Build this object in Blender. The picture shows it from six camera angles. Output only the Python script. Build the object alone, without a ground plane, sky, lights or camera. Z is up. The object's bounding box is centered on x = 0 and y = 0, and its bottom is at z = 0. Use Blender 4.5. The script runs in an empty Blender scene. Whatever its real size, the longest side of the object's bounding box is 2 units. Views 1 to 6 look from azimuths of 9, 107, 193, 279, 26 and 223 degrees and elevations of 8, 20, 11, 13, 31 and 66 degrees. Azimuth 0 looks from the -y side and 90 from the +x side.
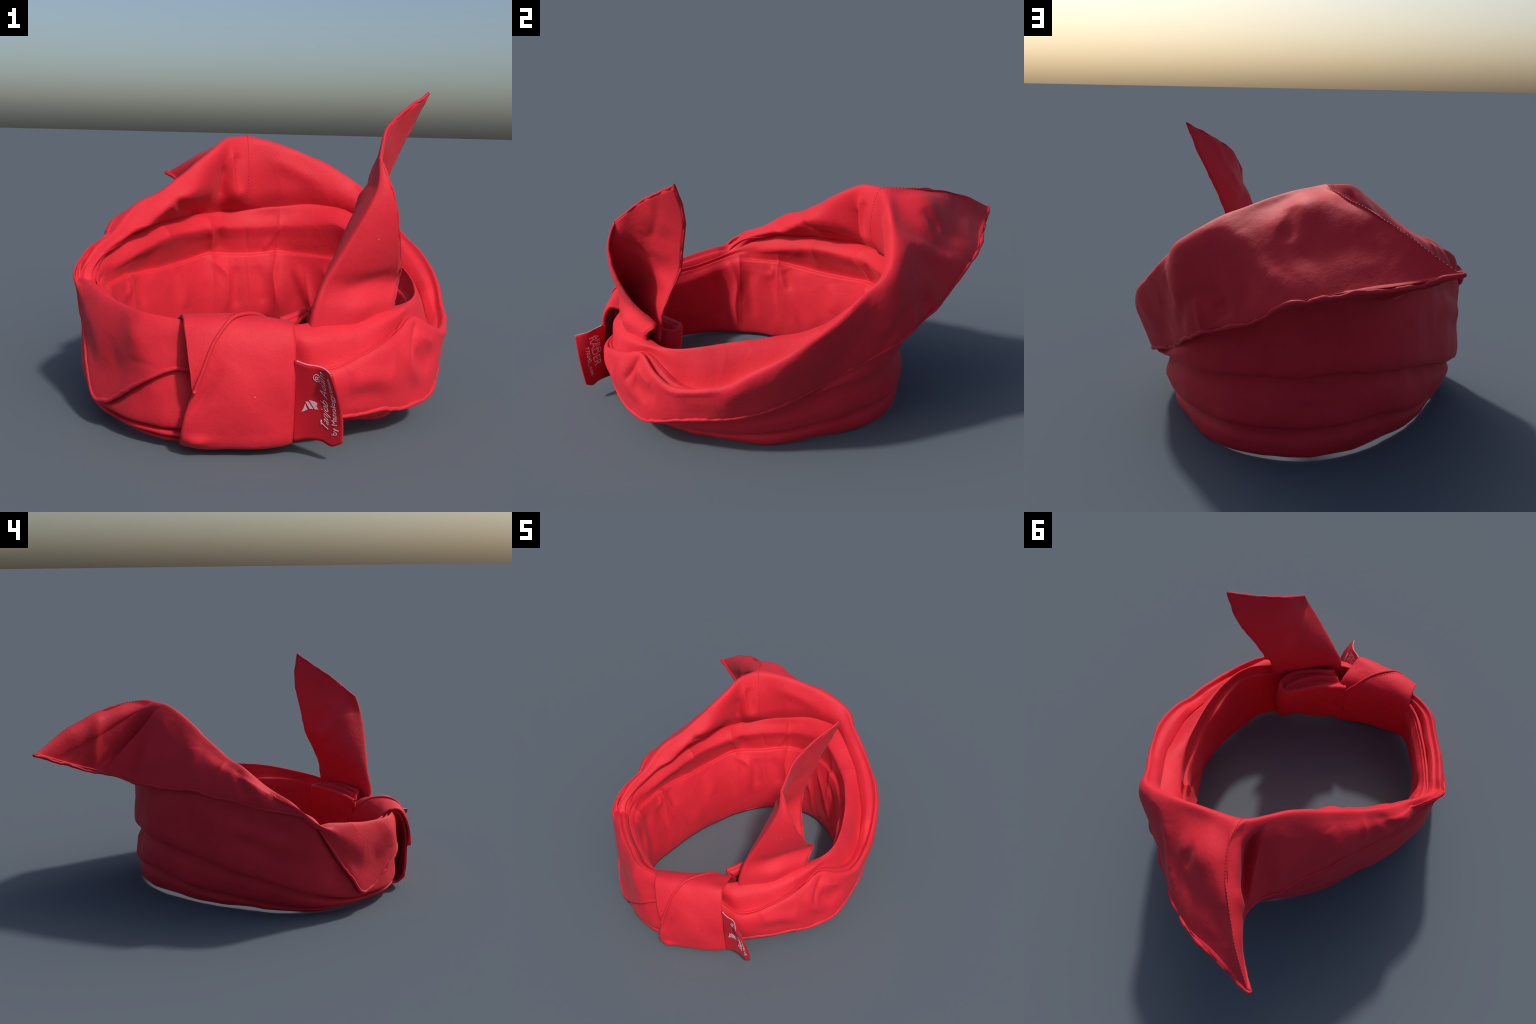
"""A red cloth bandana tied into a ring: pleated neck band, collar flap pulled out to a
point at the back, lining with two tucked pleats, a knot wrap at the front, a folded
tail sticking up, a rolled end behind the knot and a printed label."""
import bpy, math, random
import numpy as np
from mathutils import Vector, noise as mnoise

random.seed(7)
CY = -0.13            # the ring is measured round the vertical axis x=0, y=CY

# ------------------------------------------------------------------ helpers
def polar(rows):
    """(azimuth, radius, height) -> (azimuth, x, y, z)"""
    return [(a, r * math.sin(math.radians(a)), CY - r * math.cos(math.radians(a)), z) for a, r, z in rows]


class Ring:
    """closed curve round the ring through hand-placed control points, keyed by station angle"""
    def __init__(self, rows):
        rows = sorted(rows)
        u = np.array([r[0] for r in rows], float)
        p = np.array([r[1:] for r in rows], float)
        self.u = np.concatenate([u[-2:] - 360, u, u[:2] + 360])
        self.p = np.concatenate([p[-2:], p, p[:2]])
        h = np.diff(self.u)[:, None]
        d = np.diff(self.p, axis=0) / h
        m = np.zeros_like(self.p)
        m[1:-1] = (d[:-1] * h[1:] + d[1:] * h[:-1]) / (h[1:] + h[:-1])
        m[0], m[-1] = d[0], d[-1]
        self.m = m

    def __call__(self, q):
        q = (np.asarray(q, float) + 180) % 360 - 180
        i = np.clip(np.searchsorted(self.u, q, side="right") - 1, 0, len(self.u) - 2)
        h = (self.u[i + 1] - self.u[i])
        t = ((q - self.u[i]) / h)[:, None]
        h = h[:, None]
        t2, t3 = t * t, t * t * t
        return ((2 * t3 - 3 * t2 + 1) * self.p[i] + (t3 - 2 * t2 + t) * h * self.m[i]
                + (-2 * t3 + 3 * t2) * self.p[i + 1] + (t3 - t2) * h * self.m[i + 1])


class Num(Ring):
    """the same for one plain number"""
    def __init__(self, rows):
        super().__init__([(a, v, 0.0, 0.0) for a, v in rows])

    def __call__(self, q):
        return super().__call__(q)[:, :1]


def spline(points, per):
    """centripetal Catmull-Rom through a list of points; each point an (N,3) array (a row of the sheet)"""
    P = [np.asarray(p, float) for p in points]
    P = [2 * P[0] - P[1]] + P + [2 * P[-1] - P[-2]]
    out = []
    for k in range(1, len(P) - 2):
        a, b, c, d = P[k - 1:k + 3]
        def knot(x, y):
            return np.maximum(np.linalg.norm(y - x, axis=-1, keepdims=True), 1e-5) ** 0.5
        t0 = 0.0
        t1 = t0 + knot(a, b)
        t2 = t1 + knot(b, c)
        t3 = t2 + knot(c, d)
        n = per[k - 1] if isinstance(per, (list, tuple)) else per
        for s in range(n):
            t = t1 + (t2 - t1) * (s / n)
            A1 = (t1 - t) / (t1 - t0) * a + (t - t0) / (t1 - t0) * b
            A2 = (t2 - t) / (t2 - t1) * b + (t - t1) / (t2 - t1) * c
            A3 = (t3 - t) / (t3 - t2) * c + (t - t2) / (t3 - t2) * d
            B1 = (t2 - t) / (t2 - t0) * A1 + (t - t0) / (t2 - t0) * A2
            B2 = (t3 - t) / (t3 - t1) * A2 + (t - t1) / (t3 - t1) * A3
            out.append((t2 - t) / (t2 - t1) * B1 + (t - t1) / (t2 - t1) * B2)
    out.append(P[-2])
    return np.array(out)


def path(points, per=8):
    """smooth open polyline through 3D points"""
    return spline([np.array(p, float)[None] for p in points], per)[:, 0]


def link(ob, parent):
    bpy.context.scene.collection.objects.link(ob)
    if parent is not None:
        ob.parent = parent
    return ob


def mesh_object(name, verts, faces, mat, parent, smooth=True):
    me = bpy.data.meshes.new(name)
    me.from_pydata([tuple(v) for v in verts], [], faces)
    me.update()
    if smooth:
        me.polygons.foreach_set("use_smooth", [True] * len(me.polygons))
    me.materials.append(mat)
    return link(bpy.data.objects.new(name, me), parent)


def grid_object(name, G, mat, parent, closed=False, thick=0.0, offset=-1.0, flip=False):
    """sheet from rows G[v][u]; closed joins the last column with the first"""
    nv, nu = G.shape[:2]
    faces = []
    for j in range(nv - 1):
        for i in range(nu if closed else nu - 1):
            k = (i + 1) % nu
            f = (j * nu + i, j * nu + k, (j + 1) * nu + k, (j + 1) * nu + i)
            faces.append(f[::-1] if flip else f)
    ob = mesh_object(name, G.reshape(-1, 3), faces, mat, parent)
    if thick:
        m = ob.modifiers.new("cloth_thickness", "SOLIDIFY")
        m.thickness, m.offset = thick, offset
        m.use_even_offset = False
    return ob


def blur(A, rows, cols):
    """running mean over a closed sheet: rows open, columns closed"""
    for _ in range(rows):
        P = np.concatenate([A[:1], A, A[-1:]])
        A = (P[:-2] + 2 * P[1:-1] + P[2:]) / 4
    for _ in range(cols):
        A = (np.roll(A, 1, 1) + 2 * A + np.roll(A, -1, 1)) / 4
    return A


def sheet_normals(G, rows=14, cols=10):
    S = blur(G, rows, cols)
    n = np.cross(np.roll(S, -1, 1) - np.roll(S, 1, 1), np.gradient(S, axis=0))
    n /= np.maximum(np.linalg.norm(n, axis=2, keepdims=True), 1e-9)
    n = blur(n, 6, 6)
    return n / np.maximum(np.linalg.norm(n, axis=2, keepdims=True), 1e-9)


def thick_sheet(name, G, mat, parent, thick):
    """closed ring of cloth with a back face: front rows, then back rows, joined at both borders"""
    back = G - sheet_normals(G) * thick
    A = np.concatenate([G, back[::-1], G[:1]])
    nv, nu = A.shape[0] - 1, A.shape[1]
    j, i = np.meshgrid(np.arange(nv), np.arange(nu), indexing="ij")
    k, l = (i + 1) % nu, (j + 1) % nv
    faces = np.stack([j * nu + i, j * nu + k, l * nu + k, l * nu + i], -1).reshape(-1, 4)
    return mesh_object(name, A[:-1].reshape(-1, 3), faces.tolist(), mat, parent)


def tube(name, pts, radius, mat, parent, sides=8, closed=False, ends=True):
    """rolled hem: round cord along a polyline"""
    pts = np.asarray(pts, float)
    n = len(pts)
    if closed:
        tang = np.roll(pts, -1, 0) - np.roll(pts, 1, 0)
    else:
        tang = np.gradient(pts, axis=0)
    tang /= np.maximum(np.linalg.norm(tang, axis=1, keepdims=True), 1e-9)
    up = np.array([0.1, 0.2, 1.0])
    verts, faces = [], []
    rad = radius if hasattr(radius, "__len__") else [radius] * n
    for p, t, r in zip(pts, tang, rad):
        a = np.cross(t, up)
        a /= max(np.linalg.norm(a), 1e-6)
        b = np.cross(a, t)
        for k in range(sides):
            w = 2 * math.pi * k / sides
            verts.append(p + r * (math.cos(w) * a + math.sin(w) * b))
    for i in range(n if closed else n - 1):
        j = (i + 1) % n
        for k in range(sides):
            l = (k + 1) % sides
            faces.append((i * sides + k, i * sides + l, j * sides + l, j * sides + k))
    if not closed and ends:
        faces.append(tuple(range(sides)))
        faces.append(tuple((n - 1) * sides + k for k in reversed(range(sides))))
    return mesh_object(name, verts, faces, mat, parent)


# ------------------------------------------------------------------ materials
def cloth(name, base, light, rough=0.62, weave=520.0, bump=0.10):
    m = bpy.data.materials.new(name)
    m.use_nodes = True
    nt = m.node_tree
    N, L = nt.nodes, nt.links
    b = N["Principled BSDF"]
    tc = N.new("ShaderNodeTexCoord")
    big = N.new("ShaderNodeTexNoise")
    big.inputs["Scale"].default_value = 5.0
    big.inputs["Detail"].default_value = 4.0
    L.new(tc.outputs["Object"], big.inputs["Vector"])
    ramp = N.new("ShaderNodeValToRGB")
    ramp.color_ramp.elements[0].position = 0.32
    ramp.color_ramp.elements[0].color = (*base, 1)
    ramp.color_ramp.elements[1].position = 0.72
    ramp.color_ramp.elements[1].color = (*light, 1)
    L.new(big.outputs["Fac"], ramp.inputs["Fac"])
    # fine thread grain
    grain = N.new("ShaderNodeTexNoise")
    grain.inputs["Scale"].default_value = weave * 0.35
    grain.inputs["Detail"].default_value = 3.0
    L.new(tc.outputs["Object"], grain.inputs["Vector"])
    gr = N.new("ShaderNodeMapRange")
    gr.inputs["From Min"].default_value, gr.inputs["From Max"].default_value = 0.3, 0.7
    gr.inputs["To Min"].default_value, gr.inputs["To Max"].default_value = 0.93, 1.05
    L.new(grain.outputs["Fac"], gr.inputs["Value"])
    mul = N.new("ShaderNodeMix")
    mul.data_type, mul.blend_type = "RGBA", "MULTIPLY"
    mul.inputs["Factor"].default_value = 1.0
    L.new(ramp.outputs["Color"], mul.inputs["A"])
    L.new(gr.outputs["Result"], mul.inputs["B"])
    # sparse pale lint specks
    vor = N.new("ShaderNodeTexVoronoi")
    vor.inputs["Scale"].default_value = 13.0
    L.new(tc.outputs["Object"], vor.inputs["Vector"])
    lt = N.new("ShaderNodeMath")
    lt.operation = "LESS_THAN"
    lt.inputs[1].default_value = 0.032
    L.new(vor.outputs["Distance"], lt.inputs[0])
    sep = N.new("ShaderNodeSeparateColor")
    L.new(vor.outputs["Color"], sep.inputs["Color"])
    rare = N.new("ShaderNodeMath")
    rare.operation = "GREATER_THAN"
    rare.inputs[1].default_value = 0.92
    L.new(sep.outputs["Red"], rare.inputs[0])
    both = N.new("ShaderNodeMath")
    both.operation = "MULTIPLY"
    L.new(lt.outputs[0], both.inputs[0])
    L.new(rare.outputs[0], both.inputs[1])
    half = N.new("ShaderNodeMath")
    half.operation = "MULTIPLY"
    half.inputs[1].default_value = 0.35
    L.new(both.outputs[0], half.inputs[0])
    lint = N.new("ShaderNodeMix")
    lint.data_type = "RGBA"
    L.new(half.outputs[0], lint.inputs["Factor"])
    L.new(mul.outputs["Result"], lint.inputs["A"])
    lint.inputs["B"].default_value = (0.80, 0.36, 0.38, 1)
    L.new(lint.outputs["Result"], b.inputs["Base Color"])
    b.inputs["Roughness"].default_value = rough
    b.inputs["Specular IOR Level"].default_value = 0.2
    b.inputs["Sheen Weight"].default_value = 0.05
    b.inputs["Sheen Roughness"].default_value = 0.4
    b.inputs["Sheen Tint"].default_value = (1.0, 0.75, 0.8, 1)
    # twill bump: crossed fine waves and soft rumples
    rum = N.new("ShaderNodeTexNoise")
    rum.inputs["Scale"].default_value = 38.0
    rum.inputs["Detail"].default_value = 5.0
    L.new(tc.outputs["Object"], rum.inputs["Vector"])
    add = N.new("ShaderNodeMath")
    add.operation = "MULTIPLY_ADD"
    add.inputs[1].default_value = 0.35
    L.new(grain.outputs["Fac"], add.inputs[0])
    L.new(rum.outputs["Fac"], add.inputs[2])
    bp = N.new("ShaderNodeBump")
    bp.inputs["Strength"].default_value = bump
    bp.inputs["Distance"].default_value = 0.02
    L.new(add.outputs[0], bp.inputs["Height"])
    L.new(bp.outputs["Normal"], b.inputs["Normal"])
    return m


def plain(name, col, rough=0.6):
    m = bpy.data.materials.new(name)
    m.use_nodes = True
    nt = m.node_tree
    b = nt.nodes["Principled BSDF"]
    tc = nt.nodes.new("ShaderNodeTexCoord")
    no = nt.nodes.new("ShaderNodeTexNoise")
    no.inputs["Scale"].default_value = 60.0
    nt.links.new(tc.outputs["Object"], no.inputs["Vector"])
    r = nt.nodes.new("ShaderNodeValToRGB")
    r.color_ramp.elements[0].color = (*[c * 0.85 for c in col], 1)
    r.color_ramp.elements[1].color = (*[min(1, c * 1.1) for c in col], 1)
    nt.links.new(no.outputs["Fac"], r.inputs["Fac"])
    nt.links.new(r.outputs["Color"], b.inputs["Base Color"])
    b.inputs["Roughness"].default_value = rough
    return m


RED = cloth("red_cloth", (0.55, 0.017, 0.032), (0.62, 0.021, 0.038))
PIPE = cloth("red_hem", (0.52, 0.017, 0.032), (0.60, 0.021, 0.038), bump=0.2)
SATIN = cloth("red_satin_label", (0.46, 0.010, 0.021), (0.50, 0.012, 0.025), rough=0.42, bump=0.03)
THREAD = plain("dark_red_thread", (0.40, 0.013, 0.024))
WHITE = plain("pale_print", (0.66, 0.40, 0.46))
SELVEDGE = plain("pale_pink_edge", (0.66, 0.26, 0.33))

# ------------------------------------------------------------------ ring curves
bottom_out = Ring(polar([
    (-180, .748, .012), (-167, .750, .014), (-156, .716, .014), (-145, .672, .015), (-131, .620, .016),
    (-114, .596, .016), (-92, .592, .016), (-73, .655, .014), (-58, .700, .012), (-45, .722, .022),
    (-30, .750, .026), (-18, .770, .025), (-5, .70, .03), (10, .62, .03), (25, .54, .028), (42, .53, .025),
    (55, .570, .018), (66, .574, .013), (81, .552, .010), (99, .558, .008), (122, .592, .008),
    (141, .615, .008), (155, .668, .008), (168, .728, .010)]))
pleat_low = Ring(polar([
    (-180, .752, .135), (-157, .738, .142), (-142, .690, .148), (-136, .665, .142), (-118, .622, .103),
    (-101, .612, .090), (-84, .638, .069), (-65, .708, .055), (-46, .755, .050), (-25, .785, .050), (0, .74, .045),
    (25, .56, .05), (45, .57, .05), (60, .590, .048), (77, .582, .060), (99, .575, .068), (119, .595, .088),
    (140, .632, .110), (158, .688, .120), (170, .740, .132)]))
pleat_high = Ring(polar([
    (-180, .758, .345), (-169, .755, .343), (-157, .745, .360), (-144, .724, .346), (-126, .672, .312),
    (-115, .652, .290), (-103, .653, .258), (-83, .697, .214), (-65, .752, .148), (-47, .775, .088), (-25, .80, .08),
    (0, .74, .08), (15, .66, .08), (25, .62, .08), (45, .65, .08), (62, .68, .085), (80, .66, .13), (95, .645, .185),
    (111, .645, .222), (127, .655, .262), (142, .690, .302), (152, .722, .312), (162, .744, .322), (172, .755, .340)]))
hem = Ring([
    (-63, -.712, -.497, .533), (-75, -.707, -.313, .594), (-85, -.692, -.209, .606), (-95, -.676, -.067, .638), (-105, -.644, .043, .646),
    (-115, -.619, .136, .668), (-126, -.569, .291, .667), (-136, -.517, .415, .664), (-143, -.494, .522, .674),
    (-148, -.451, .638, .701), (-152, -.474, .762, .728), (-156, -.613, .893, .804), (-159, -.690, .945, .845),
    (-161, -.752, .988, .878), (-163, -.643, .987, .842), (-166, -.508, .982, .807), (-169, -.374, .979, .780),
    (-172, -.277, .960, .752), (-175, -.205, .937, .733), (-179.9, -.115, .900, .688), (176, -.035, .858, .635),
    (172, .048, .820, .596), (168, .126, .772, .567), (163, .213, .723, .529), (158, .280, .665, .490),
    (150, .372, .530, .420), (143, .430, .435, .372), (129, .545, .303, .315), (116, .629, .175, .266),
    (104, .680, .034, .226), (91, .712, -.113, .208), (78, .708, -.276, .178), (65, .668, -.440, .125),
    (55, .594, -.549, .112), (41, .476, -.676, .127), (31, .373, -.752, .126), (22, .29, -.80, .12), (10, .16, -.86, .14),
    (-5, -.085, -.85, .26), (-14, -.200, -.903, .30), (-20, -.287, -.911, .270), (-27, -.381, -.868, .208),
    (-34, -.455, -.812, .152), (-39, -.515, -.772, .118), (-43, -.566, -.730, .120), (-47, -.601, -.685, .205),
    (-53, -.637, -.615, .314), (-59, -.688, -.540, .456)])
rim = Ring(polar([
    (-63, .790, .535), (-70, .722, .632), (-79, .646, .690), (-90, .598, .775), (-104, .530, .838), (-122, .502, .930),
    (-140, .530, 1.022), (-152, .600, 1.085), (-161, .655, 1.085), (-170, .675, 1.066), (-180, .700, 1.034),
    (172, .735, .994), (163, .787, .924), (156.5, .822, .864), (148, .788, .785), (136, .772, .680), (121, .766, .572),
    (106, .745, .464), (99, .734, .406), (92, .732, .382), (86, .730, .364), (78, .728, .352), (70, .715, .385), (60, .692, .440),
    (51, .704, .405), (40, .734, .360), (28, .748, .310), (20, .745, .300), (15, .715, .32), (10, .70, .36), (5, .72, .41), (-6, .745, .44), (-14, .775, .465), (-25, .800, .480),
    (-36, .778, .490), (-48, .776, .509), (-56, .780, .520)]))
panel = Ring(polar([
    (-63, .755, .520), (-70, .694, .598), (-80, .610, .662), (-93, .532, .712), (-107, .478, .790), (-120, .448, .830),
    (-132, .482, .840), (-140, .530, .835), (-148, .600, .815), (-155, .565, .830), (-164, .640, .810), (-172, .660, .825),
    (168, .730, .840), (157, .770, .800), (148, .742, .730), (136, .728, .648), (121, .708, .540),
    (106, .698, .448), (99, .698, .388), (86, .696, .346), (78, .694, .346), (70, .680, .385), (60, .672, .435),
    (51, .688, .398), (40, .718, .356), (28, .732, .308), (20, .732, .302), (15, .703, .32), (10, .69, .36), (5, .71, .41), (-6, .73, .44), (-14, .750, .458), (-25, .770, .464),
    (-36, .745, .474), (-48, .742, .488), (-56, .745, .502)]))
valley = Ring(polar([
    (-63, .728, .488), (-70, .710, .555), (-85, .640, .645), (-97, .588, .665), (-110, .585, .685), (-125, .606, .697), (-139, .648, .707),
    (-150, .676, .717), (-160, .696, .724), (-174, .716, .740), (168, .765, .757), (157, .770, .730), (148, .725, .675), (136, .700, .600),
    (121, .675, .488), (106, .668, .415), (99, .668, .368), (86, .672, .330), (78, .664, .336), (70, .655, .390), (60, .656, .428),
    (51, .678, .388), (40, .708, .345), (28, .722, .302), (20, .722, .297), (15, .695, .315), (10, .68, .355), (5, .70, .40), (-6, .715, .43), (-14, .738, .430), (-25, .752, .415),
    (-36, .728, .420), (-48, .726, .432), (-56, .732, .452)]))
ridge_up = Ring(polar([
    (-63, .722, .510), (-72, .682, .548), (-80, .625, .568), (-90, .570, .598), (-105, .535, .628), (-122, .540, .646), (-134, .568, .650), (-143, .605, .657),
    (-162, .659, .651), (-174, .702, .657), (170, .700, .665), (160, .672, .675), (150, .640, .640), (140, .622, .594), (130, .600, .575),
    (118, .578, .565), (97, .583, .538), (85, .605, .510), (74, .628, .484), (66, .628, .472), (60, .612, .466), (49, .609, .465),
    (35, .614, .455), (24, .642, .450), (16, .665, .445), (8, .69, .44), (0, .70, .44), (-10, .72, .44), (-22, .728, .448), (-35, .708, .456), (-46, .706, .463), (-56, .712, .488)]))
ridge_low = Ring(polar([
    (-60, .682, .440), (-67, .676, .454), (-76, .640, .462), (-87, .610, .467), (-100, .585, .463), (-113, .570, .464), (-130, .605, .472), (-144, .656, .490),
    (-162, .675, .486), (-175, .720, .491), (172, .700, .490), (160, .660, .490), (150, .625, .480), (140, .595, .460), (128, .562, .450),
    (115, .548, .445), (98, .541, .450), (85, .572, .440), (74, .600, .420), (62, .580, .41), (49, .580, .41),
    (35, .580, .40), (21, .62, .38), (12, .65, .37), (0, .68, .37), (-10, .705, .38), (-22, .700, .385), (-35, .678, .390), (-46, .672, .408)]))

U = np.concatenate([np.arange(-180, -176, 0.4), np.arange(-176, -142, 0.16), np.arange(-142, 180, 0.4)])
NU = len(U)


def band(lo, hi, soft):
    """weight 1 for stations between lo and hi (degrees, lo<hi), eased at both ends"""
    q = U[:, None]
    a = np.clip((q - lo) / soft + 0.5, 0, 1)
    b = np.clip((hi - q) / soft + 0.5, 0, 1)
    s = np.minimum(a, b)
    return s * s * (3 - 2 * s)


def out(P, d, dz=0.0):
    """push a row away from the ring axis by d and up by dz"""
    v = P - np.array([0, CY, 0])
    v[:, 2] = 0
    v /= np.maximum(np.linalg.norm(v, axis=1, keepdims=True), 1e-6)
    Q = P + v * d
    Q[:, 2:] += dz
    return Q


def lerp(a, b, t):
    return a * (1 - t) + b * t


def rumple(G, amp, scale, seed, vmask=None):
    """soft wrinkles: smooth noise pushes the sheet along its own normal"""
    n = sheet_normals(G)
    nv, nu = G.shape[:2]
    d = np.zeros((nv, nu, 1))
    for j in range(nv):
        for i in range(nu):
            p = Vector(G[j, i]) * scale
            d[j, i, 0] = (mnoise.noise(p + Vector((seed, 0, 0))) + 0.4 * mnoise.noise(p * 2.1 + Vector((0, seed, 0)))
                          + 1.1 * (0.3 - abs(mnoise.noise(p * 1.25 + Vector((seed, seed, 3.0))))))
    w = amp if vmask is None else amp * np.asarray(vmask)[:, None, None]
    return G + n * d * w


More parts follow.
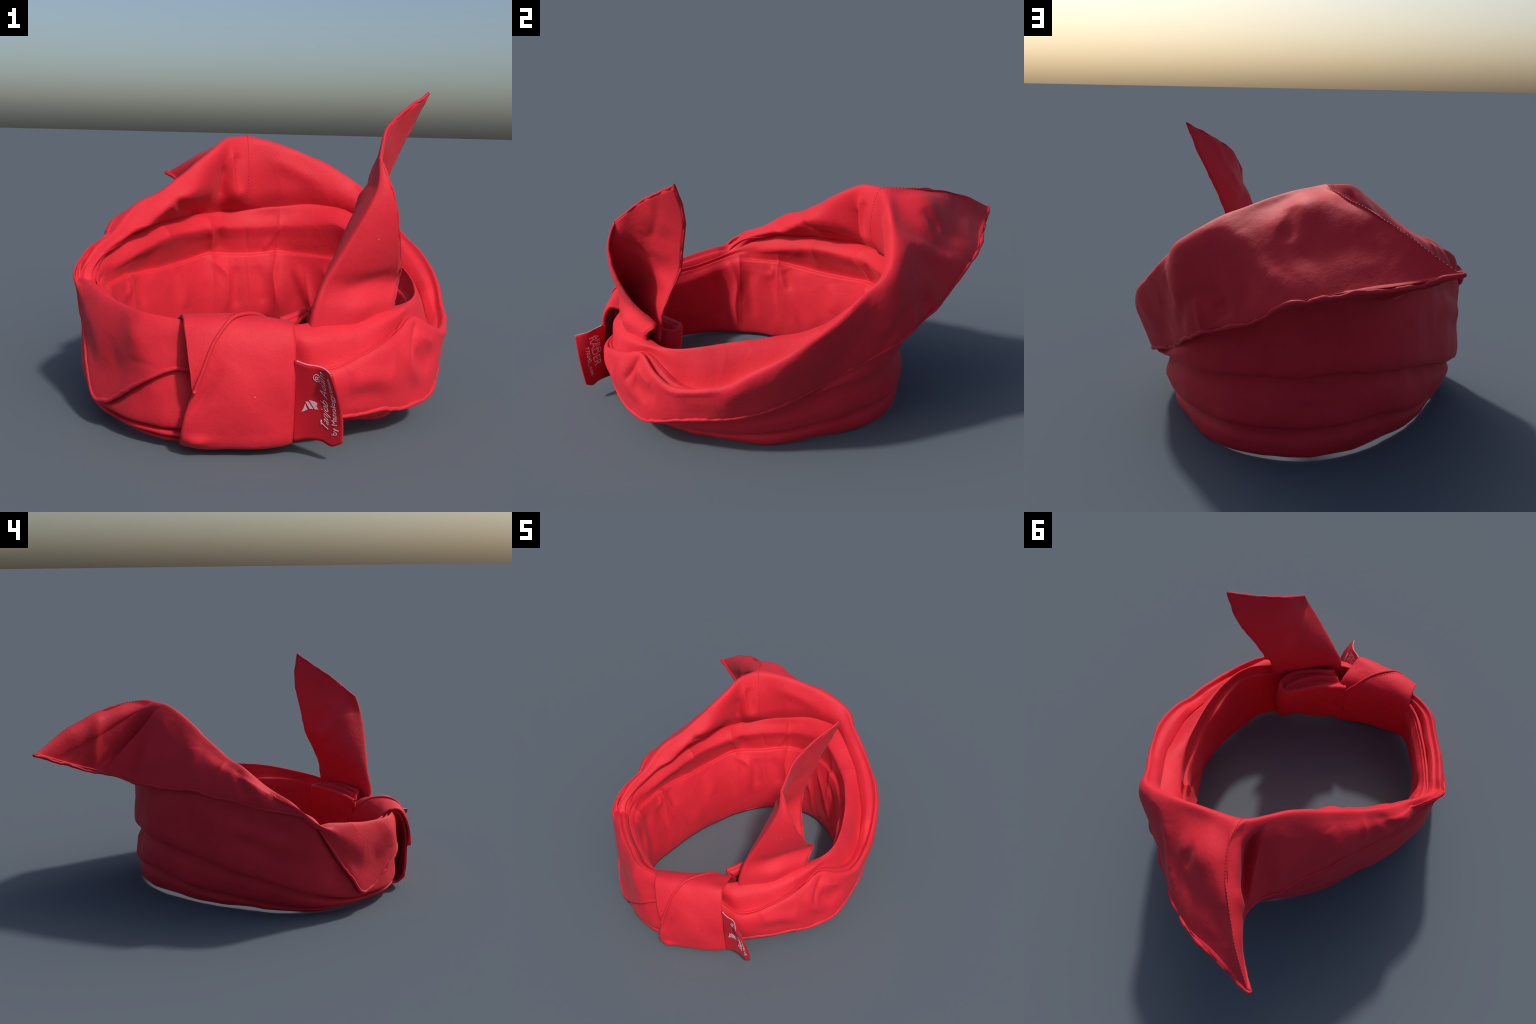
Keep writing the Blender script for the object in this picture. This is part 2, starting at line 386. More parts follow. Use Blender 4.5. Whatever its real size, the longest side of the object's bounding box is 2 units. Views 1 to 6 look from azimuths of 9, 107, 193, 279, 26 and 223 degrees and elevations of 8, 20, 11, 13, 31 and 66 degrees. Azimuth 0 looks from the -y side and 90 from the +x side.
# pinches, dents and folds pressed into the cloth: sheet, half width, height (minus = dent), direction, line
CREASES = [
    ("collar", .030, -.024, (0.80, -0.60, -0.00), [(-0.237, 0.398, 1.007), (-0.226, 0.389, 0.914), (-0.221, 0.402, 0.819)]),
    ("collar", .016, .010, (0.44, -0.90, 0.08), [(-0.262, 0.373, 1.010), (-0.251, 0.372, 0.945), (-0.243, 0.373, 0.867)]),
    ("collar", .028, -.018, (0.54, -0.77, -0.33), [(-0.294, 0.351, 0.944), (-0.305, 0.366, 0.865), (-0.316, 0.392, 0.792)]),
    ("collar", .030, -.018, (0.75, -0.49, -0.44), [(-0.453, 0.015, 0.803), (-0.435, 0.161, 0.756), (-0.420, 0.369, 0.710)]),
    ("collar", .022, .010, (0.80, -0.46, -0.39), [(-0.481, 0.008, 0.820), (-0.462, 0.023, 0.769), (-0.477, 0.204, 0.715)]),
    ("collar", .022, .010, (0.89, -0.44, -0.10), [(-0.590, -0.198, 0.696), (-0.549, -0.140, 0.699), (-0.534, 0.012, 0.704)]),
    ("collar", .040, .012, (0.27, -0.96, -0.02), [(-0.078, 0.517, 0.977), (0.017, 0.552, 0.931), (0.147, 0.576, 0.869)]),
    ("lining", .020, .012, (0.74, -0.42, 0.53), [(-0.604, -0.189, 0.461), (-0.595, -0.196, 0.409), (-0.431, -0.701, 0.455)]),
    ("lining", .034, -.012, (0.97, -0.16, 0.19), [(-0.593, -0.120, 0.450), (-0.575, -0.097, 0.392), (-0.563, -0.087, 0.331)]),
    ("lining", .024, .018, (0.60, -0.79, 0.13), [(-0.365, 0.396, 0.481), (-0.326, 0.428, 0.448), (-0.292, 0.441, 0.407), (-0.284, 0.437, 0.326), (-0.287, 0.437, 0.226)]),
    ("lining", .034, -.014, (0.54, -0.84, 0.05), [(-0.252, 0.475, 0.445), (-0.248, 0.464, 0.339), (-0.243, 0.468, 0.238)]),
    ("lining", .008, -.005, (0.49, -0.87, 0.08), [(-0.204, 0.510, 0.480), (-0.197, 0.498, 0.386), (-0.189, 0.501, 0.252)]),
    ("lining", .024, .012, (0.17, -0.98, 0.09), [(-0.058, 0.571, 0.482), (-0.074, 0.557, 0.416), (-0.064, 0.549, 0.334), (-0.045, 0.553, 0.233)]),
    ("lining", .036, -.012, (0.43, -0.90, 0.08), [(-0.157, 0.529, 0.446), (-0.129, 0.530, 0.350), (-0.115, 0.541, 0.248)]),
    ("lining", .030, .010, (-0.31, -0.95, 0.09), [(0.038, 0.571, 0.444), (0.077, 0.546, 0.358), (0.123, 0.524, 0.256)]),
    ("lining", .040, .010, (0.91, -0.38, 0.15), [(-0.485, 0.185, 0.438), (-0.456, 0.203, 0.343), (-0.447, 0.201, 0.273)]),
    ("lining", .020, .010, (0.77, -0.56, -0.30), [(-0.359, 0.333, 0.650), (-0.360, 0.382, 0.599), (-0.372, 0.426, 0.529)]),
    ("lining", .028, -.010, (0.65, -0.68, -0.33), [(-0.323, 0.396, 0.636), (-0.325, 0.444, 0.577), (-0.338, 0.462, 0.525)]),
    ("lining", .020, .010, (0.35, -0.92, -0.16), [(-0.047, 0.561, 0.647), (-0.084, 0.581, 0.588), (-0.133, 0.582, 0.514)]),
    ("lining", .010, -.005, (0.52, -0.85, -0.10), [(-0.209, 0.498, 0.642), (-0.209, 0.524, 0.573), (-0.207, 0.540, 0.513)]),
    ("lining", .024, .014, (-0.66, -0.75, 0.09), [(0.182, 0.505, 0.441), (0.264, 0.419, 0.334), (0.352, 0.343, 0.108)]),
    ("lining", .026, -.014, (-0.75, -0.65, 0.09), [(0.267, 0.448, 0.469), (0.340, 0.357, 0.365), (0.411, 0.257, 0.220)]),
    ("lining", .026, .012, (-0.41, -0.91, -0.03), [(0.094, 0.551, 0.421), (0.129, 0.521, 0.266), (0.145, 0.538, 0.060)]),
    ("lining", .026, .018, (0.97, 0.11, 0.20), [(-0.602, -0.463, 0.459), (-0.599, -0.413, 0.347), (-0.590, -0.422, 0.201), (-0.585, -0.415, 0.075)]),
    ("lining", .036, -.014, (0.83, 0.56, 0.07), [(-0.553, -0.519, 0.416), (-0.563, -0.506, 0.266), (-0.563, -0.500, 0.107)]),
    ("lining", .034, -.014, (1.00, -0.05, 0.05), [(-0.612, -0.341, 0.412), (-0.597, -0.336, 0.272), (-0.590, -0.312, 0.118)]),
    ("lining", .026, .012, (0.98, -0.16, 0.10), [(-0.595, -0.145, 0.459), (-0.574, -0.119, 0.368), (-0.550, -0.067, 0.260), (-0.533, -0.022, 0.148)]),
    ("lining", .036, -.010, (0.97, -0.21, 0.07), [(-0.600, -0.220, 0.409), (-0.575, -0.184, 0.277), (-0.562, -0.160, 0.128)]),
    ("collar", .080, -.010, (0.26, 0.75, 0.61), [(-0.279, 0.738, 1.049), (-0.219, 0.808, 0.945), (-0.144, 0.876, 0.802)]),
    ("collar", .070, -.008, (0.24, 0.81, 0.53), [(-0.398, 0.826, 0.993), (-0.463, 0.879, 0.949), (-0.540, 0.924, 0.906)]),
    ("collar", .070, .006, (0.36, 0.60, 0.71), [(-0.170, 0.696, 1.044), (-0.107, 0.732, 0.986), (-0.032, 0.726, 0.945)]),
    ("collar", .040, -.014, (0.61, 0.78, -0.16), [(0.308, 0.694, 0.667), (0.315, 0.682, 0.598), (0.342, 0.617, 0.506)]),
    ("collar", .040, -.014, (0.47, 0.88, 0.04), [(0.134, 0.769, 0.672), (0.106, 0.788, 0.604)]),
    ("collar", .024, .012, (0.45, 0.89, -0.07), [(0.246, 0.721, 0.665), (0.223, 0.730, 0.605), (0.210, 0.732, 0.545)]),
    ("collar", .030, .008, (0.33, 0.78, 0.52), [(0.068, 0.701, 0.929), (0.008, 0.757, 0.875), (-0.068, 0.834, 0.799)]),
    ("collar", .045, -.010, (0.35, 0.89, 0.30), [(0.088, 0.735, 0.866), (0.052, 0.792, 0.770), (-0.005, 0.840, 0.676)]),
    ("collar", .070, -.014, (-0.89, 0.18, 0.43), [(-0.286, 0.500, 1.051), (-0.374, 0.547, 0.926), (-0.442, 0.562, 0.772)]),
    ("collar", .030, .014, (-0.71, -0.66, 0.25), [(-0.418, 0.745, 1.032), (-0.465, 0.750, 0.922), (-0.472, 0.765, 0.746)]),
    ("collar", .024, .010, (-0.78, 0.13, 0.61), [(-0.550, 0.000, 0.819), (-0.605, 0.026, 0.778), (-0.626, 0.053, 0.729)]),
    ("collar", .028, -.014, (-0.88, 0.13, 0.45), [(-0.610, -0.063, 0.787), (-0.674, -0.100, 0.728), (-0.695, -0.137, 0.664)]),
    ("collar", .030, .008, (-0.85, -0.21, 0.49), [(-0.673, -0.164, 0.729), (-0.699, -0.210, 0.659)]),
    ("collar", .026, -.010, (-0.95, 0.02, 0.30), [(-0.665, -0.248, 0.686), (-0.694, -0.294, 0.651), (-0.711, -0.356, 0.618)]),
    ("collar", .040, .008, (-0.79, 0.21, 0.58), [(-0.487, 0.176, 0.882), (-0.572, 0.197, 0.757)]),
    ("collar", .020, -.016, (0.85, -0.47, 0.25), [(0.611, -0.486, 0.420), (0.609, -0.528, 0.361), (0.600, -0.570, 0.285)]),
    ("collar", .026, .010, (0.86, -0.50, 0.14), [(0.631, -0.486, 0.365), (0.680, -0.404, 0.321)]),
    ("collar", .040, -.012, (0.91, -0.41, 0.06), [(0.621, -0.523, 0.305), (0.655, -0.459, 0.278), (0.697, -0.377, 0.265)]),
    ("collar", .050, -.010, (0.60, -0.77, 0.24), [(0.390, -0.781, 0.310), (0.456, -0.740, 0.318), (0.537, -0.667, 0.294)]),
    ("collar", .050, .010, (0.67, -0.73, -0.14), [(0.382, -0.789, 0.235), (0.459, -0.738, 0.255), (0.551, -0.644, 0.240)]),
    ("collar", .045, -.010, (0.60, -0.76, -0.25), [(0.372, -0.788, 0.205), (0.438, -0.742, 0.207), (0.507, -0.680, 0.194)]),
    ("collar", .045, .008, (-0.05, -0.56, 0.83), [(0.368, -0.795, 0.300), (0.420, -0.717, 0.342)]),
    ("collar", .028, .010, (0.84, -0.53, 0.11), [(0.559, -0.607, 0.361), (0.595, -0.579, 0.269), (0.630, -0.508, 0.193)]),
    ("collar", .028, -.010, (0.89, -0.44, 0.12), [(0.609, -0.526, 0.362), (0.629, -0.511, 0.279), (0.674, -0.432, 0.221)]),
    ("collar", .035, -.008, (0.78, 0.61, -0.14), [(0.434, 0.554, 0.704), (0.361, 0.633, 0.602)]),
    ("collar", .035, .010, (0.32, 0.77, 0.54), [(0.145, 0.651, 0.960), (0.001, 0.783, 0.826), (-0.189, 0.926, 0.746)]),
    ("collar", .040, -.012, (0.35, 0.63, 0.69), [(-0.129, 0.702, 1.023), (-0.128, 0.794, 0.915)]),
    ("collar", .040, -.008, (0.45, 0.89, 0.03), [(0.303, 0.696, 0.649), (0.131, 0.768, 0.692)]),
    ("neck_band", .040, -.014, (-0.98, 0.12, 0.13), [(-0.628, 0.082, 0.612), (-0.674, -0.136, 0.570), (-0.715, -0.381, 0.466)]),
    ("neck_band", .035, .010, (-0.99, 0.12, 0.05), [(-0.668, -0.029, 0.501), (-0.704, -0.243, 0.449), (-0.710, -0.432, 0.369)]),
    ("neck_band", .030, -.008, (-0.99, 0.13, 0.08), [(-0.682, -0.066, 0.435), (-0.718, -0.313, 0.331)]),
    ("neck_band", .035, .010, (-0.32, 0.92, 0.21), [(-0.189, 0.578, 0.328), (-0.176, 0.618, 0.240)]),
    ("neck_band", .035, -.009, (-0.44, 0.86, 0.25), [(-0.264, 0.556, 0.315), (-0.266, 0.589, 0.205)]),
    ("neck_band", .007, -.004, (-0.46, 0.87, -0.18), [(-0.241, 0.606, 0.507), (-0.240, 0.606, 0.363), (-0.243, 0.603, 0.161), (-0.239, 0.578, 0.041)]),
    ("neck_band", .030, -.008, (0.34, 0.94, -0.02), [(0.166, 0.643, 0.482), (0.243, 0.612, 0.405)]),
    ("neck_band", .026, -.010, (0.88, 0.47, 0.04), [(0.447, 0.432, 0.326), (0.502, 0.261, 0.235), (0.586, 0.097, 0.187)]),
    ("neck_band", .026, .008, (0.90, 0.42, -0.10), [(0.453, 0.359, 0.180), (0.543, 0.210, 0.155), (0.605, 0.039, 0.146)]),
    ("collar", .050, .008, (-0.50, -0.86, 0.10), [(-0.385, -0.855, 0.437), (-0.339, -0.890, 0.366), (-0.339, -0.890, 0.308)]),
    ("tail", .026, .008, (-0.95, 0.10, 0.29), [(0.526, -0.374, 1.191), (0.416, -0.488, 0.957), (0.448, -0.588, 1.036)]),
    ("tail", .035, -.010, (-0.94, 0.34, 0.03), [(0.383, -0.552, 0.880), (0.353, -0.493, 0.760), (0.418, -0.406, 0.703)]),
    ("tail", .024, .008, (-0.97, 0.08, 0.24), [(0.375, -0.440, 0.765), (0.376, -0.532, 0.861), (0.440, -0.640, 0.945)]),
    ("tail", .040, -.012, (0.69, -0.69, -0.20), [(0.343, -0.691, 0.532), (0.419, -0.611, 0.575), (0.511, -0.512, 0.600)]),
    ("tail", .036, .008, (0.70, -0.72, 0.03), [(0.367, -0.682, 0.479), (0.445, -0.605, 0.503)]),
    ("tail", .030, .008, (0.95, -0.10, -0.30), [(0.443, -0.558, 0.996), (0.401, -0.500, 0.890), (0.418, -0.395, 0.857)]),
    ("tail", .030, -.008, (0.93, -0.06, -0.35), [(0.407, -0.555, 0.911), (0.374, -0.501, 0.814)]),
    ("tail", .026, .007, (0.92, -0.26, -0.30), [(0.485, -0.449, 1.112), (0.475, -0.409, 1.050), (0.489, -0.340, 1.030)]),
    ("tail", .026, -.007, (0.93, -0.23, -0.27), [(0.459, -0.497, 1.053), (0.439, -0.445, 0.973), (0.461, -0.356, 0.956)]),
]


def press(name, G):
    """push the sheet in or out along each crease line, strongest in the middle of the line"""
    G = G.copy()
    base = G.reshape(-1, 3).copy()
    add = np.zeros_like(base)
    for sheet, w, d, n, pts in CREASES:
        if sheet != name:
            continue
        p = path(pts, 6)
        lo, hi = p.min(0) - 3.2 * w, p.max(0) + 3.2 * w
        idx = np.nonzero(np.all((base > lo) & (base < hi), axis=1))[0]
        if not len(idx):
            continue
        q = base[idx][:, None, :]
        a, b = p[None, :-1], p[None, 1:]
        ab = b - a
        t = np.clip(((q - a) * ab).sum(2) / (ab * ab).sum(2), 0, 1)
        dist = np.linalg.norm(q - a - ab * t[..., None], axis=2)
        k = dist.argmin(1)
        along = (k + t[np.arange(len(k)), k]) / (len(p) - 1)
        fade = np.clip(1 - (2 * along - 1) ** 4 * 0.75, 0, 1)
        x = dist.min(1) / w
        prof = np.exp(-x * x) if w > 0.026 else 0.55 * np.exp(-x * x) + 0.45 * np.exp(-2.2 * x)
        add[idx] += (d * fade * prof)[:, None] * np.array(n)
    return (base + add).reshape(G.shape)


# knuckles where the pleat edges are pinched
B, PL, PH, H, R, PA, V, RU, RL = (c(U) for c in (bottom_out, pleat_low, pleat_high, hem, rim, panel, valley, ridge_up, ridge_low))

def knuckle(P, places, inward, up, wide):
    for u0 in places:
        w = np.exp(-np.abs((U - u0 + 180) % 360 - 180) / wide)[:, None]
        P = out(P, -inward * w) + np.array([0, 0, 1.0]) * up * w
    return P


RL = knuckle(RL, (-66, -87, -146, -175, 150), 0.014, 0.010, 3.5)
RU = knuckle(RU, (-143, -176, -112), 0.010, 0.005, 3.0)

root = bpy.data.objects.new("bandana", None)
root.empty_display_size = 0.2
link(root, None)
root["label"] = "red cloth bandana knotted into a ring with pointed collar"
root["category"] = "bandana"

# ------------------------------------------------------------------ neck band (pleated outer wall)
back = band(-190, -120, 40) + band(130, 190, 40)
back = np.clip(back, 0, 1)
attach_side = out(H, -0.022)
wall = Ring(polar([(-180, .770, .60), (-165, .760, .60), (-150, .742, .60), (-135, .705, .60), (-115, .66, .60),
                   (-90, .665, .50), (-62, .745, .36), (-45, .76, .2), (0, .75, .2), (60, .7, .2), (115, .665, .25), (140, .715, .34), (155, .765, .44), (165, .785, .51)]))(U)
attach = lerp(attach_side, wall, back)
top_side = out(lerp(H, R, 0.45), -0.05)
top_back = lerp(out(wall, 0.0, 0.15), out(lerp(H, R, 0.40), -0.07, -0.02), 0.55 * (1 - band(-166, -140, 8)))
top = lerp(top_side, top_back, back)
step = np.array([[0.020 + 0.008 * mnoise.noise(Vector((math.cos(a) * 2.2, math.sin(a) * 2.2, 4.0)))] for a in np.radians(U)])
lip_low = out(PL, step, 0.006)
lip_high = out(PH, step[::-1], 0.008)
rows = [out(B, -0.020, 0.004), out(B, 0.0, 0.0), out(lerp(B, PL, 0.5), 0.010), out(PL, -0.018, -0.004), lip_low,
        out(lerp(PL, PH, 0.5), 0.016), out(PH, -0.018, -0.004), lip_high,
        out(lerp(lip_high, attach, 0.5), 0.010), attach, top]
G = spline(rows, [4, 6, 8, 5, 12, 12, 5, 12, 12, 5])
G = press("neck_band", rumple(G, 0.006, 5.0, 3.1))
thick_sheet("neck_band", G, RED, root, 0.010)

# ------------------------------------------------------------------ collar flap with the point at the back
ridge_w = np.exp(-((U + 161) / np.where(U > -161, 1.6, 4.6)) ** 2)
ridge_w = np.maximum(ridge_w, 0.12 * np.exp(-((U + 157) / 3.0) ** 2))[:, None]
full = np.clip(band(150, 190, 14) + band(-190, -163, 6), 0, 1)          # the right half of the flap bellies out
hollow = band(-158.9, -151.5, 2.4)
flank = band(-146, -84, 14) + 0.6 * band(-150, -143, 4)
near = np.exp(-((U + 168) / 5.0) ** 2)[:, None] * (U[:, None] < -161.5)                                            # the left half falls steeply from the ridge
front_r = band(15, 68, 12)
side = band(60, 95, 14)
F1 = out(lerp(H, R, 0.33), 0.016 - 0.010 * side + 0.018 * flank) + full * np.array([.012, .022, .012]) - hollow * np.array([-.092, .056, .004])
F2 = out(lerp(H, R, 0.68), 0.022 - 0.012 * side + 0.010 * band(98, 150, 12) + 0.018 * flank, 0.01) + near * np.array([.010, .020, .036]) + full * np.array([.010, .024, .020]) - hollow * np.array([-.076, .046, .010])
F1 = lerp(F1, out(F1, 0.006), front_r)
F2 = lerp(F2, out(F2, 0.006), front_r)
F1 = lerp(F1, np.array([-.550, .884, .980])[None], ridge_w * band(-176, -150, 2))
F2 = lerp(F2, np.array([-.345, .725, 1.062])[None], ridge_w * band(-176, -150, 2))
roll = np.clip(1 - band(-70, 158, 20), 0.0, 1)
crest = np.array([[-.250, .608, 1.090]])
left_front = band(-60, 10, 8)
F1 = lerp(F1, out(F1, -0.008), left_front)
F2 = lerp(F2, out(F2, -0.004), band(-24, 8, 8))
R_out = out(R, 0.014 + roll * 0.030, -0.014 - roll * 0.010) + near * np.array([0, .006, .018])
R_out = lerp(R_out, crest, 0.9 * ridge_w * band(-172, -152, 3))
rows = [out(H, -0.012, 0.012), H, F1, F2, R_out, R, out(R, -0.018, -0.020), PA, V, out(V, 0.02, -0.03)]
G = spline(rows, [2, 16, 16, 14, 5, 5, 18, 10, 3])
G = press("collar", rumple(G, 0.009, 4.2, 9.4, np.concatenate([np.linspace(0, 1, 19), np.ones(G.shape[0] - 19)])))
collar = thick_sheet("collar", G, RED, root, 0.010)
CG = G

# under-layer of the pointed flap, closing it between its two hems
rows = []
for a in np.linspace(0.02, 1, 40):
    p, q = hem([-161 + 20 * a])[0], hem([-161 - 41 * a])[0]
    b = np.linspace(0.02, 0.98, 40)[:, None]
    rows.append(lerp(p, q, b) + np.array([0, 0, 1.0]) * (0.006 + 0.03 * np.sqrt(a) * 4 * b * (1 - b)))
grid_object("underside", np.array(rows), RED, collar, thick=0.006, offset=0.0)

# stitched rolled hem along the collar's edge
t = np.arange(NU)
wob = np.array([mnoise.noise(Vector(p) * 12) + 0.6 * mnoise.noise(Vector(p) * 31) for p in H])
hp = out(H, 0.002) + np.stack([0.004 * wob, 0.004 * wob, 0.008 * wob], 1)
step = slice(None, None, 1)
tube("hem", hp[step], [0.0085 + 0.0035 * w for w in wob[step]], PIPE, collar, sides=8, closed=True)

# ------------------------------------------------------------------ lining: inner wall with two tucked pleats
base_in = Num([(-180, .020), (-60, .025), (-30, .022), (0, .04), (25, .03), (42, .02), (57, .03), (66, .028), (80, .018), (120, .018)])(U)
Bi = out(B, -base_in, 0.006)
tuck = 1 - band(-67, 24, 10)
crease = lerp(lerp(RU, RL, 0.55), out(RL, 0.022, 0.014), tuck)
belly = np.clip(1 - 0.9 * band(-20, 62, 20) - 0.85 * band(-66, -10, 20) - 0.35 * band(-105, -60, 20) - 0.65 * band(58, 150, 20), 0.05, 1)
rows = [out(V, 0.016, -0.006), V, out(lerp(V, RU, 0.62), 0.004 + 0.030 * band(14, 62, 10), 0.012), RU, out(RU, -0.002, -0.018), out(lerp(RU, crease, 0.55), 0.002 * tuck), crease,
        out(RL, 0.004, 0.010), out(RL, -0.004, -0.012), out(lerp(RL, Bi, 0.30), -0.030 * belly), out(lerp(RL, Bi, 0.68), -0.034 * belly), Bi, out(B, -0.006, 0.002)]
G = spline(rows, [3, 8, 5, 5, 10, 8, 5, 5, 12, 14, 10, 3])
G = press("lining", rumple(G, 0.006, 4.5, 21.7))
lining = thick_sheet("lining", G, RED, root, 0.008)

# ------------------------------------------------------------------ knot wrap
LEFT = [(-.205, -.87, .040), (-.184, -.932, .040), (-.184, -.965, .10), (-.184, -.980, .20), (-.184, -.976, .31), (-.184, -.950, .41), (-.186, -.912, .464),
        (-.195, -.875, .466), (-.215, -.845, .435), (-.228, -.836, .36), (-.238, -.838, .25), (-.238, -.848, .10), (-.232, -.855, .04)]
MID = [(.00, -.83, .038), (.00, -.905, .042), (.00, -.932, .10), (.00, -.950, .20), (.00, -.948, .31), (.00, -.928, .41), (.00, -.890, .464),
       (.00, -.835, .468), (-.01, -.785, .440), (-.015, -.758, .37), (-.02, -.752, .25), (-.02, -.758, .10), (-.02, -.765, .04)]
RIGHT = [(.19, -.76, .045), (.196, -.858, .050), (.200, -.878, .11), (.203, -.892, .20), (.203, -.893, .31), (.200, -.878, .41), (.188, -.842, .458),
         (.180, -.775, .456), (.170, -.695, .432), (.165, -.642, .36), (.160, -.622, .26), (.150, -.625, .12), (.145, -.645, .04)]


class Wrap:
    def __init__(self):
        self.rows = spline([np.array([a, b, c], float) for a, b, c in zip(LEFT, MID, RIGHT)], 10)   # (S, 3 columns, 3)

    def at(self, s, t, lift=0.0):
        """s along the loop 0..1, t from left (0) to right (1)"""
        k = s * (len(self.rows) - 1)
        i = int(min(k, len(self.rows) - 2))
        a = lerp(self.rows[i], self.rows[i + 1], k - i)
        q = lambda w: a[0] * (2 * w - 1) * (w - 1) + a[1] * 4 * w * (1 - w) + a[2] * w * (2 * w - 1)
        p = q(t)
        if lift:
            b = lerp(self.rows[max(i - 2, 0)], self.rows[max(i - 1, 1)], k - i)
            j = min(i + 2, len(self.rows) - 1)
            ds = lerp(self.rows[j][0], self.rows[j][2], t) - lerp(self.rows[max(i - 2, 0)][0], self.rows[max(i - 2, 0)][2], t)
            dt = a[2] - a[0]
            n = np.cross(dt, ds)
            n /= np.linalg.norm(n)
            c = np.array([0.0, -0.82, 0.25])
            if n @ (p - c) < 0:
                n = -n
            p = p + n * lift
        return p


W = Wrap()
def curve1(xs, ys):
    return lambda s: float(np.interp(s, xs, ys))

left_edge = curve1([0, .083, .16, .22, .27, .33, .40, .47, .55, 1], [0, 0, .02, .07, .13, .19, .12, .04, .0, 0])
def puff(s, t):
    p = Vector((t * 1.8, s * 5.0, 0.0))
    pinch = 0.016 * math.exp(-((s - .135) / .022) ** 2 - ((t - .14) / .12) ** 2) - 0.012 * math.exp(-((s - .20 - .5 * t) / .035) ** 2 - ((t - .12) / .10) ** 2)
    return 0.007 * mnoise.noise(p * 1.6) + 0.006 * (0.3 - abs(mnoise.noise(p * 1.3 + Vector((0, 0, 4))))) + pinch


S, T = 110, 36
G = np.array([[W.at(s, left_edge(s) + (1 - left_edge(s)) * t, 0.001 + 0.015 * max(math.sin(math.pi * t), 0) ** 0.6 + puff(s, t)) for t in np.linspace(0, 1, T)] for s in np.linspace(0, 1, S)])
G = np.concatenate([G, G[:1]])
wrap = grid_object("knot_wrap", G, RED, root, thick=0.014)

# the overlapping fold of the wrap: starts as a point at the front left, runs over the top to the inside
fold_right = curve1([.285, .33, .40, .46, .50, .54, .60, .68, .76, .83, .90, 1], [.16, .22, .30, .38, .44, .52, .62, .76, .93, .97, .70, .35])
fold_left = curve1([.285, .33, .40, .47, .55, 1], [.14, .12, .07, .02, -.01, -.01])
srange = np.linspace(.285, 1, 90)
G = np.array([[W.at(s, lerp(fold_left(s), fold_right(s), t), 0.021 + puff(s, lerp(fold_left(s), fold_right(s), t))) for t in np.linspace(0, 1, 26)] for s in srange])
fold = grid_object("fold", G, RED, wrap, thick=0.012)
edge = np.array([W.at(s, fold_right(s), 0.022) for s in srange[:72]])
tube("hem", edge, 0.007, PIPE, fold, sides=8)

# ------------------------------------------------------------------ rolled end behind the knot
plan = path([(.11, -.655, 0), (.18, -.592, 0), (.250, -.500, 0), (.296, -.430, 0), (.322, -.396, 0), (.355, -.392, 0), (.392, -.425, 0),
             (.395, -.475, 0), (.365, -.535, 0), (.300, -.615, 0), (.22, -.68, 0)], 10)
heights = [(.035, -.012), (.12, .0), (.25, .004), (.36, .002), (.44, -.002), (.466, -.004)]
tan = np.gradient(plan, axis=0)
nor = np.stack([-tan[:, 1], tan[:, 0], 0 * tan[:, 0]], 1)
nor /= np.linalg.norm(nor, axis=1, keepdims=True)
rowsR = []
for z, d in heights:
    row = plan + nor * d
    along = np.linspace(0, 1, len(plan))
    row[:, 2] = z * (0.925 + 0.075 * np.clip(along / 0.35, 0, 1)) + 0.008 * np.sin(9 * along) * (z > .3)
    lean = np.clip((plan[:, 1] + .66) / .22, 0, 1) * (1 - z / .466)     # the end leans outward at the foot
    row[:, 0] += 0.085 * lean
    row[:, 1] -= 0.030 * lean
    row[:, 2] += (1 - lean / max(1 - z / .466, .01)) * 0.05 * (z < .1)
    rowsR.append(row)
G = spline(rowsR, 6)
crumple = np.array([[mnoise.noise(Vector(p) * 9) + 0.9 * (0.3 - abs(mnoise.noise(Vector(p) * 7 + Vector((3, 1, 2))))) for p in row] for row in G])
G = G + nor[None] * crumple[..., None] * 0.010
roll_end = grid_object("rolled_end", G, RED, root, thick=0.026, offset=0.0)
tube("roll_edge", G[-1], 0.0145, RED, roll_end, sides=10)
# cloth tucked down between the two walls of the rolled end, with one slanting fold
half = len(plan) // 2
rim_line = G[-1]
front, rear = rim_line[:half], rim_line[::-1][:half]
rows = []
for a, p, q in zip(np.linspace(0, 1, half), front, rear):
    b = np.linspace(0, 1, 24)[:, None]
    row = lerp(p, q, b)
    sag = 0.034 * np.sin(np.pi * b[:, 0]) * (1 - 0.6 * a)
    fold_ridge = 0.040 * np.exp(-np.abs((b[:, 0] - 0.72 + 0.45 * a) / 0.13) ** 1.5) * math.sin(math.pi * min(a * 1.15, 1)) ** 0.5
    dent = 0.006 * np.array([mnoise.noise(Vector(r) * 16) for r in row])
    row[:, 2] += 0.004 - sag + fold_ridge + dent
    rows.append(row)
grid_object("tucked_fold", np.array(rows), RED, roll_end, thick=0.012, offset=0.0)

# ------------------------------------------------------------------ tail
TA = [(.522, -.485, .450), (.525, -.486, .500), (.537, -.425, .562), (.539, -.520, .640), (.531, -.600, .748), (.513, -.650, .866), (.490, -.661, .937), (.453, -.643, 1.026)]
TF = [(.235, -.758, .405), (.252, -.752, .500), (.276, -.734, .580), (.306, -.726, .640), (.362, -.712, .740), (.424, -.692, .860), (.452, -.672, .935), (.452, -.642, 1.025)]
TB = [(.470, -.440, .440), (.474, -.430, .520), (.472, -.415, .602), (.447, -.380, .700), (.434, -.335, .803), (.470, -.302, .930), (.545, -.254, 1.110), (.620, -.262, 1.270)]
ta, tf, tb = path(TA, 8), path(TF, 8), path(TB, 8)
n = len(ta)
s = np.linspace(0, 1, n)[:, None]
open_ = np.clip((1 - s) * 1.2, 0, 1)
qa = lerp(tf, ta, .5) + np.array([.012, -.030, 0]) * open_
qf = lerp(tf, ta, .12) + np.array([-.006, -.014, 0]) * open_
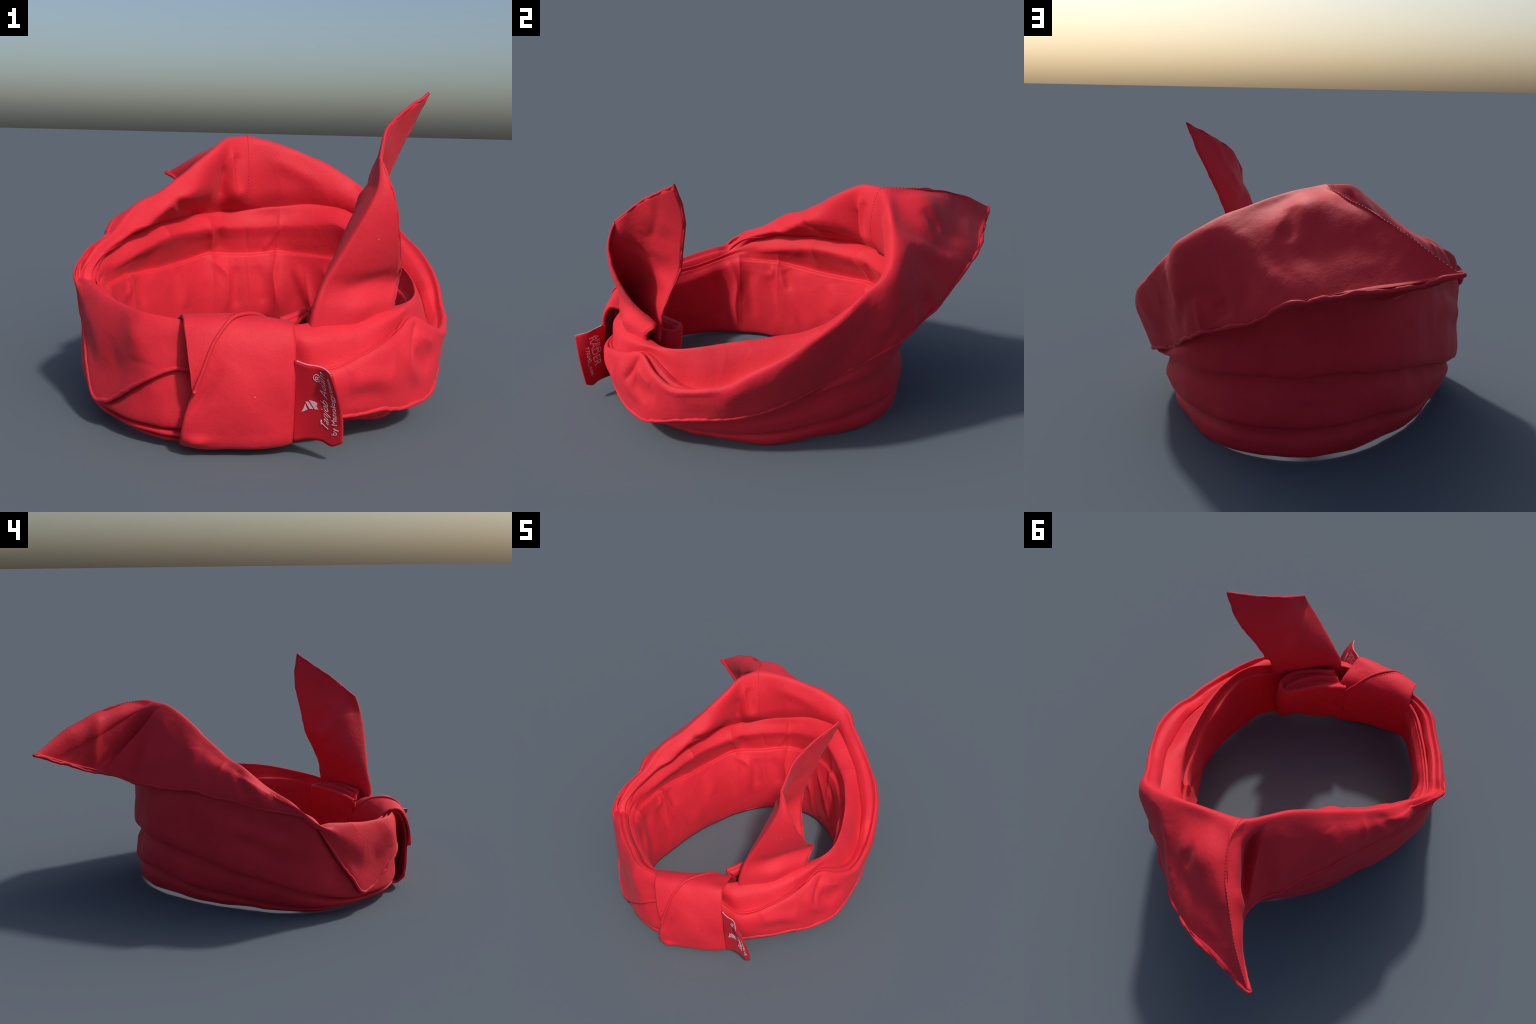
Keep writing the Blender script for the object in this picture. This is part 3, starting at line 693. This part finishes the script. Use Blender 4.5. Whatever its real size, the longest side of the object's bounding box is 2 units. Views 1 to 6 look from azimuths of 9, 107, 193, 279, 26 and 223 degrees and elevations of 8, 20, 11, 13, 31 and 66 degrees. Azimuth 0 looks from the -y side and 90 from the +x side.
b1 = lerp(tf, tb, .10) + np.array([-.032, -.008, 0]) * (0.35 + 0.65 * open_)
b2 = lerp(tf, tb, .35) + np.array([-.047, -.013, -.010]) * np.clip(0.35 + 1.6 * s, 0, 1) + np.array([0, 0, 0.02]) * s
b3 = lerp(tf, tb, .68) + np.array([-.042, -.013, -.008]) * np.clip(0.35 + 1.6 * s, 0, 1) + np.array([0, 0, 0.012]) * s
rows = [ta, qa, qf, tf, b1, b2, b3, tb]
G = spline(rows, [8, 6, 4, 4, 6, 8, 8])            # (v across, u up)
G = press("tail", G)
tail = grid_object("tail", G, RED, root, thick=0.010, offset=0.0)
wobble = lambda P, k: P + np.array([[0.004 * mnoise.noise(Vector(p) * 22 + Vector((k, 0, 0))), 0.004 * mnoise.noise(Vector(p) * 22 + Vector((0, k, 0))), 0.005 * mnoise.noise(Vector(p) * 22)] for p in P])
tube("hem", wobble(np.concatenate([G[0, 2:, :], G[::-1, -1, :][::-1][24:]]), 3), 0.0062, PIPE, tail, sides=8)
tube("hem", wobble(G[-1, 2:], 5), 0.006, PIPE, tail, sides=8)

# ------------------------------------------------------------------ label
def tag_point(a, h, d=0.0):
    """a: 0 at the seam .. 1 at the free edge, h: 0 bottom .. 1 top, d: height off the printed face"""
    lo = path([(.199, -.868, .060), (.245, -.872, .072), (.300, -.890, .076), (.335, -.905, .066), (.371, -.920, .085)], 6)
    hi = path([(.199, -.893, .352), (.240, -.915, .346), (.285, -.930, .345), (.310, -.955, .342), (.328, -.987, .336)], 6)
    k = np.clip(a, 0, 1) * (len(lo) - 1)
    i = int(min(k, len(lo) - 2))
    p = lerp(lerp(lo[i], lo[i + 1], k - i), lerp(hi[i], hi[i + 1], k - i), h)
    bow = 0.014 * math.sin(math.pi * h) * a
    p = p + np.array([bow, 0.3 * bow, 0])
    if d:
        e = 0.02
        A = tag_point(min(a + e, 1), h) - tag_point(max(a - e, 0), h)
        Bv = tag_point(a, min(h + e, 1)) - tag_point(a, max(h - e, 0))
        nn = np.cross(A, Bv)
        p = p + nn / np.linalg.norm(nn) * d
    return p


G = np.array([[tag_point(a, h) for a in np.linspace(0, 1, 25)] for h in np.linspace(0, 1, 25)])
tag = grid_object("label_tag", G, SATIN, root, thick=0.009, offset=0.0)
tube("selvedge", np.array([tag_point(a, 1.0) for a in np.linspace(.05, 1, 20)]), 0.0028, SELVEDGE, tag, sides=6)


def lettering(text, a, h, size, front=True, shear=0.0, bold=0.0, squeeze=1.0):
    """print a line of text on the label; a, h is where the line starts, reading up (front) or down (back)"""
    cu = bpy.data.curves.new("line", "FONT")
    cu.body, cu.size, cu.shear, cu.offset = text, size, shear, bold
    cu.resolution_u = 4
    ob = bpy.data.objects.new("line", cu)
    link(ob, None)
    dg = bpy.context.evaluated_depsgraph_get()
    me = bpy.data.meshes.new_from_object(ob.evaluated_get(dg))
    bpy.data.objects.remove(ob)
    wrap_mesh(me, a, h, front, squeeze)


def wrap_mesh(me, a, h, front, squeeze=1.0):
    wide, tall = 0.195, 0.285
    d = 0.0062 if front else -0.0062
    for v in me.vertices:
        x, y = v.co.x * squeeze, v.co.y
        if front:
            v.co = tag_point(a - y / wide, h + x / tall, d)
        else:
            v.co = tag_point(a - y / wide, h - x / tall, d)
    me.update()
    me.materials.clear()
    me.materials.append(WHITE)
    ob = link(bpy.data.objects.new("lettering", me), tag)
    m = ob.modifiers.new("ink", "SOLIDIFY")
    m.thickness, m.offset = 0.0012, 0


def logo(polys, a, h):
    me = bpy.data.meshes.new("mark")
    vs, fs = [], []
    for poly in polys:
        fs.append(tuple(range(len(vs), len(vs) + len(poly))))
        vs += [(x, y, 0) for x, y in poly]
    me.from_pydata(vs, [], fs)
    wrap_mesh(me, a, h, True)


lettering("Tanjob Adam", .66, .17, .054, True, .5, -.0006, .74)
lettering("by Manology.com", .87, .14, .036, True, .1, .0, .86)
lettering("\u00ae", .52, .80, .040, True)
# slanted double-bar mark
bars = [[(.50, 1.0), (.75, .93), (1.0, .28), (.78, .28)], [(.26, .85), (.46, .85), (.71, .28), (.52, .28)],
        [(.26, .68), (.32, .40), (.40, .22), (.18, .05), (0, 0), (.14, .28)], [(.76, .93), (.96, .80), (.92, .60), (.84, .62)]]
logo([[(y * .046, (1 - x) * .054) for x, y in bar] for bar in bars], .43, .38)
lettering("AFRO", .36, .90, .042, False, 0, 0, .95)
lettering("RADER", .52, .90, .062, False, 0, .0, .86)
lettering("770345_.com", .72, .74, .036, False, 0, 0, .80)

# ------------------------------------------------------------------ seam stitches
def stitches(name, pts, parent, gap=0.016, size=0.0019, lift=0.0):
    pts = np.asarray(pts)
    L = np.concatenate([[0], np.cumsum(np.linalg.norm(np.diff(pts, axis=0), axis=1))])
    verts, faces = [], []
    s = 0.0
    while s < L[-1] - gap * .6:
        a = np.array([np.interp(s, L, pts[:, k]) for k in range(3)])
        b = np.array([np.interp(s + gap * .62, L, pts[:, k]) for k in range(3)])
        t = (b - a) / np.linalg.norm(b - a)
        x = np.cross(t, [0.3, 0.1, 1.0]); x /= np.linalg.norm(x)
        y = np.cross(t, x)
        o = len(verts)
        for p in (a, b):
            for sx, sy in ((1, 0), (0, 1), (-1, 0), (0, -1)):
                verts.append(p + size * (sx * x + sy * y))
        for k in range(4):
            l = (k + 1) % 4
            faces.append((o + k, o + l, o + 4 + l, o + 4 + k))
        faces += [(o, o + 1, o + 2, o + 3), (o + 7, o + 6, o + 5, o + 4)]
        s += gap
    ob = mesh_object(name, verts, faces, THREAD, parent)
    ob["kind"] = "stuff"


cg = CG
i0 = int(np.argmin(np.abs(U + 161.2)))
seam = cg[6:82, i0]
stitches("seam_stitch", seam + np.array([0.0, 0.0, 0.0006]), collar)
for off in (4,):
    row = cg[off, ::1]
    stitches("hem_stitch", out(row.copy(), 0.0006), collar, gap=0.014, size=0.0016)
stitches("hem_stitch", np.array([W.at(s, fold_right(s) - .06, 0.0222) for s in srange[6:70]]), fold, gap=0.016, size=0.0014)
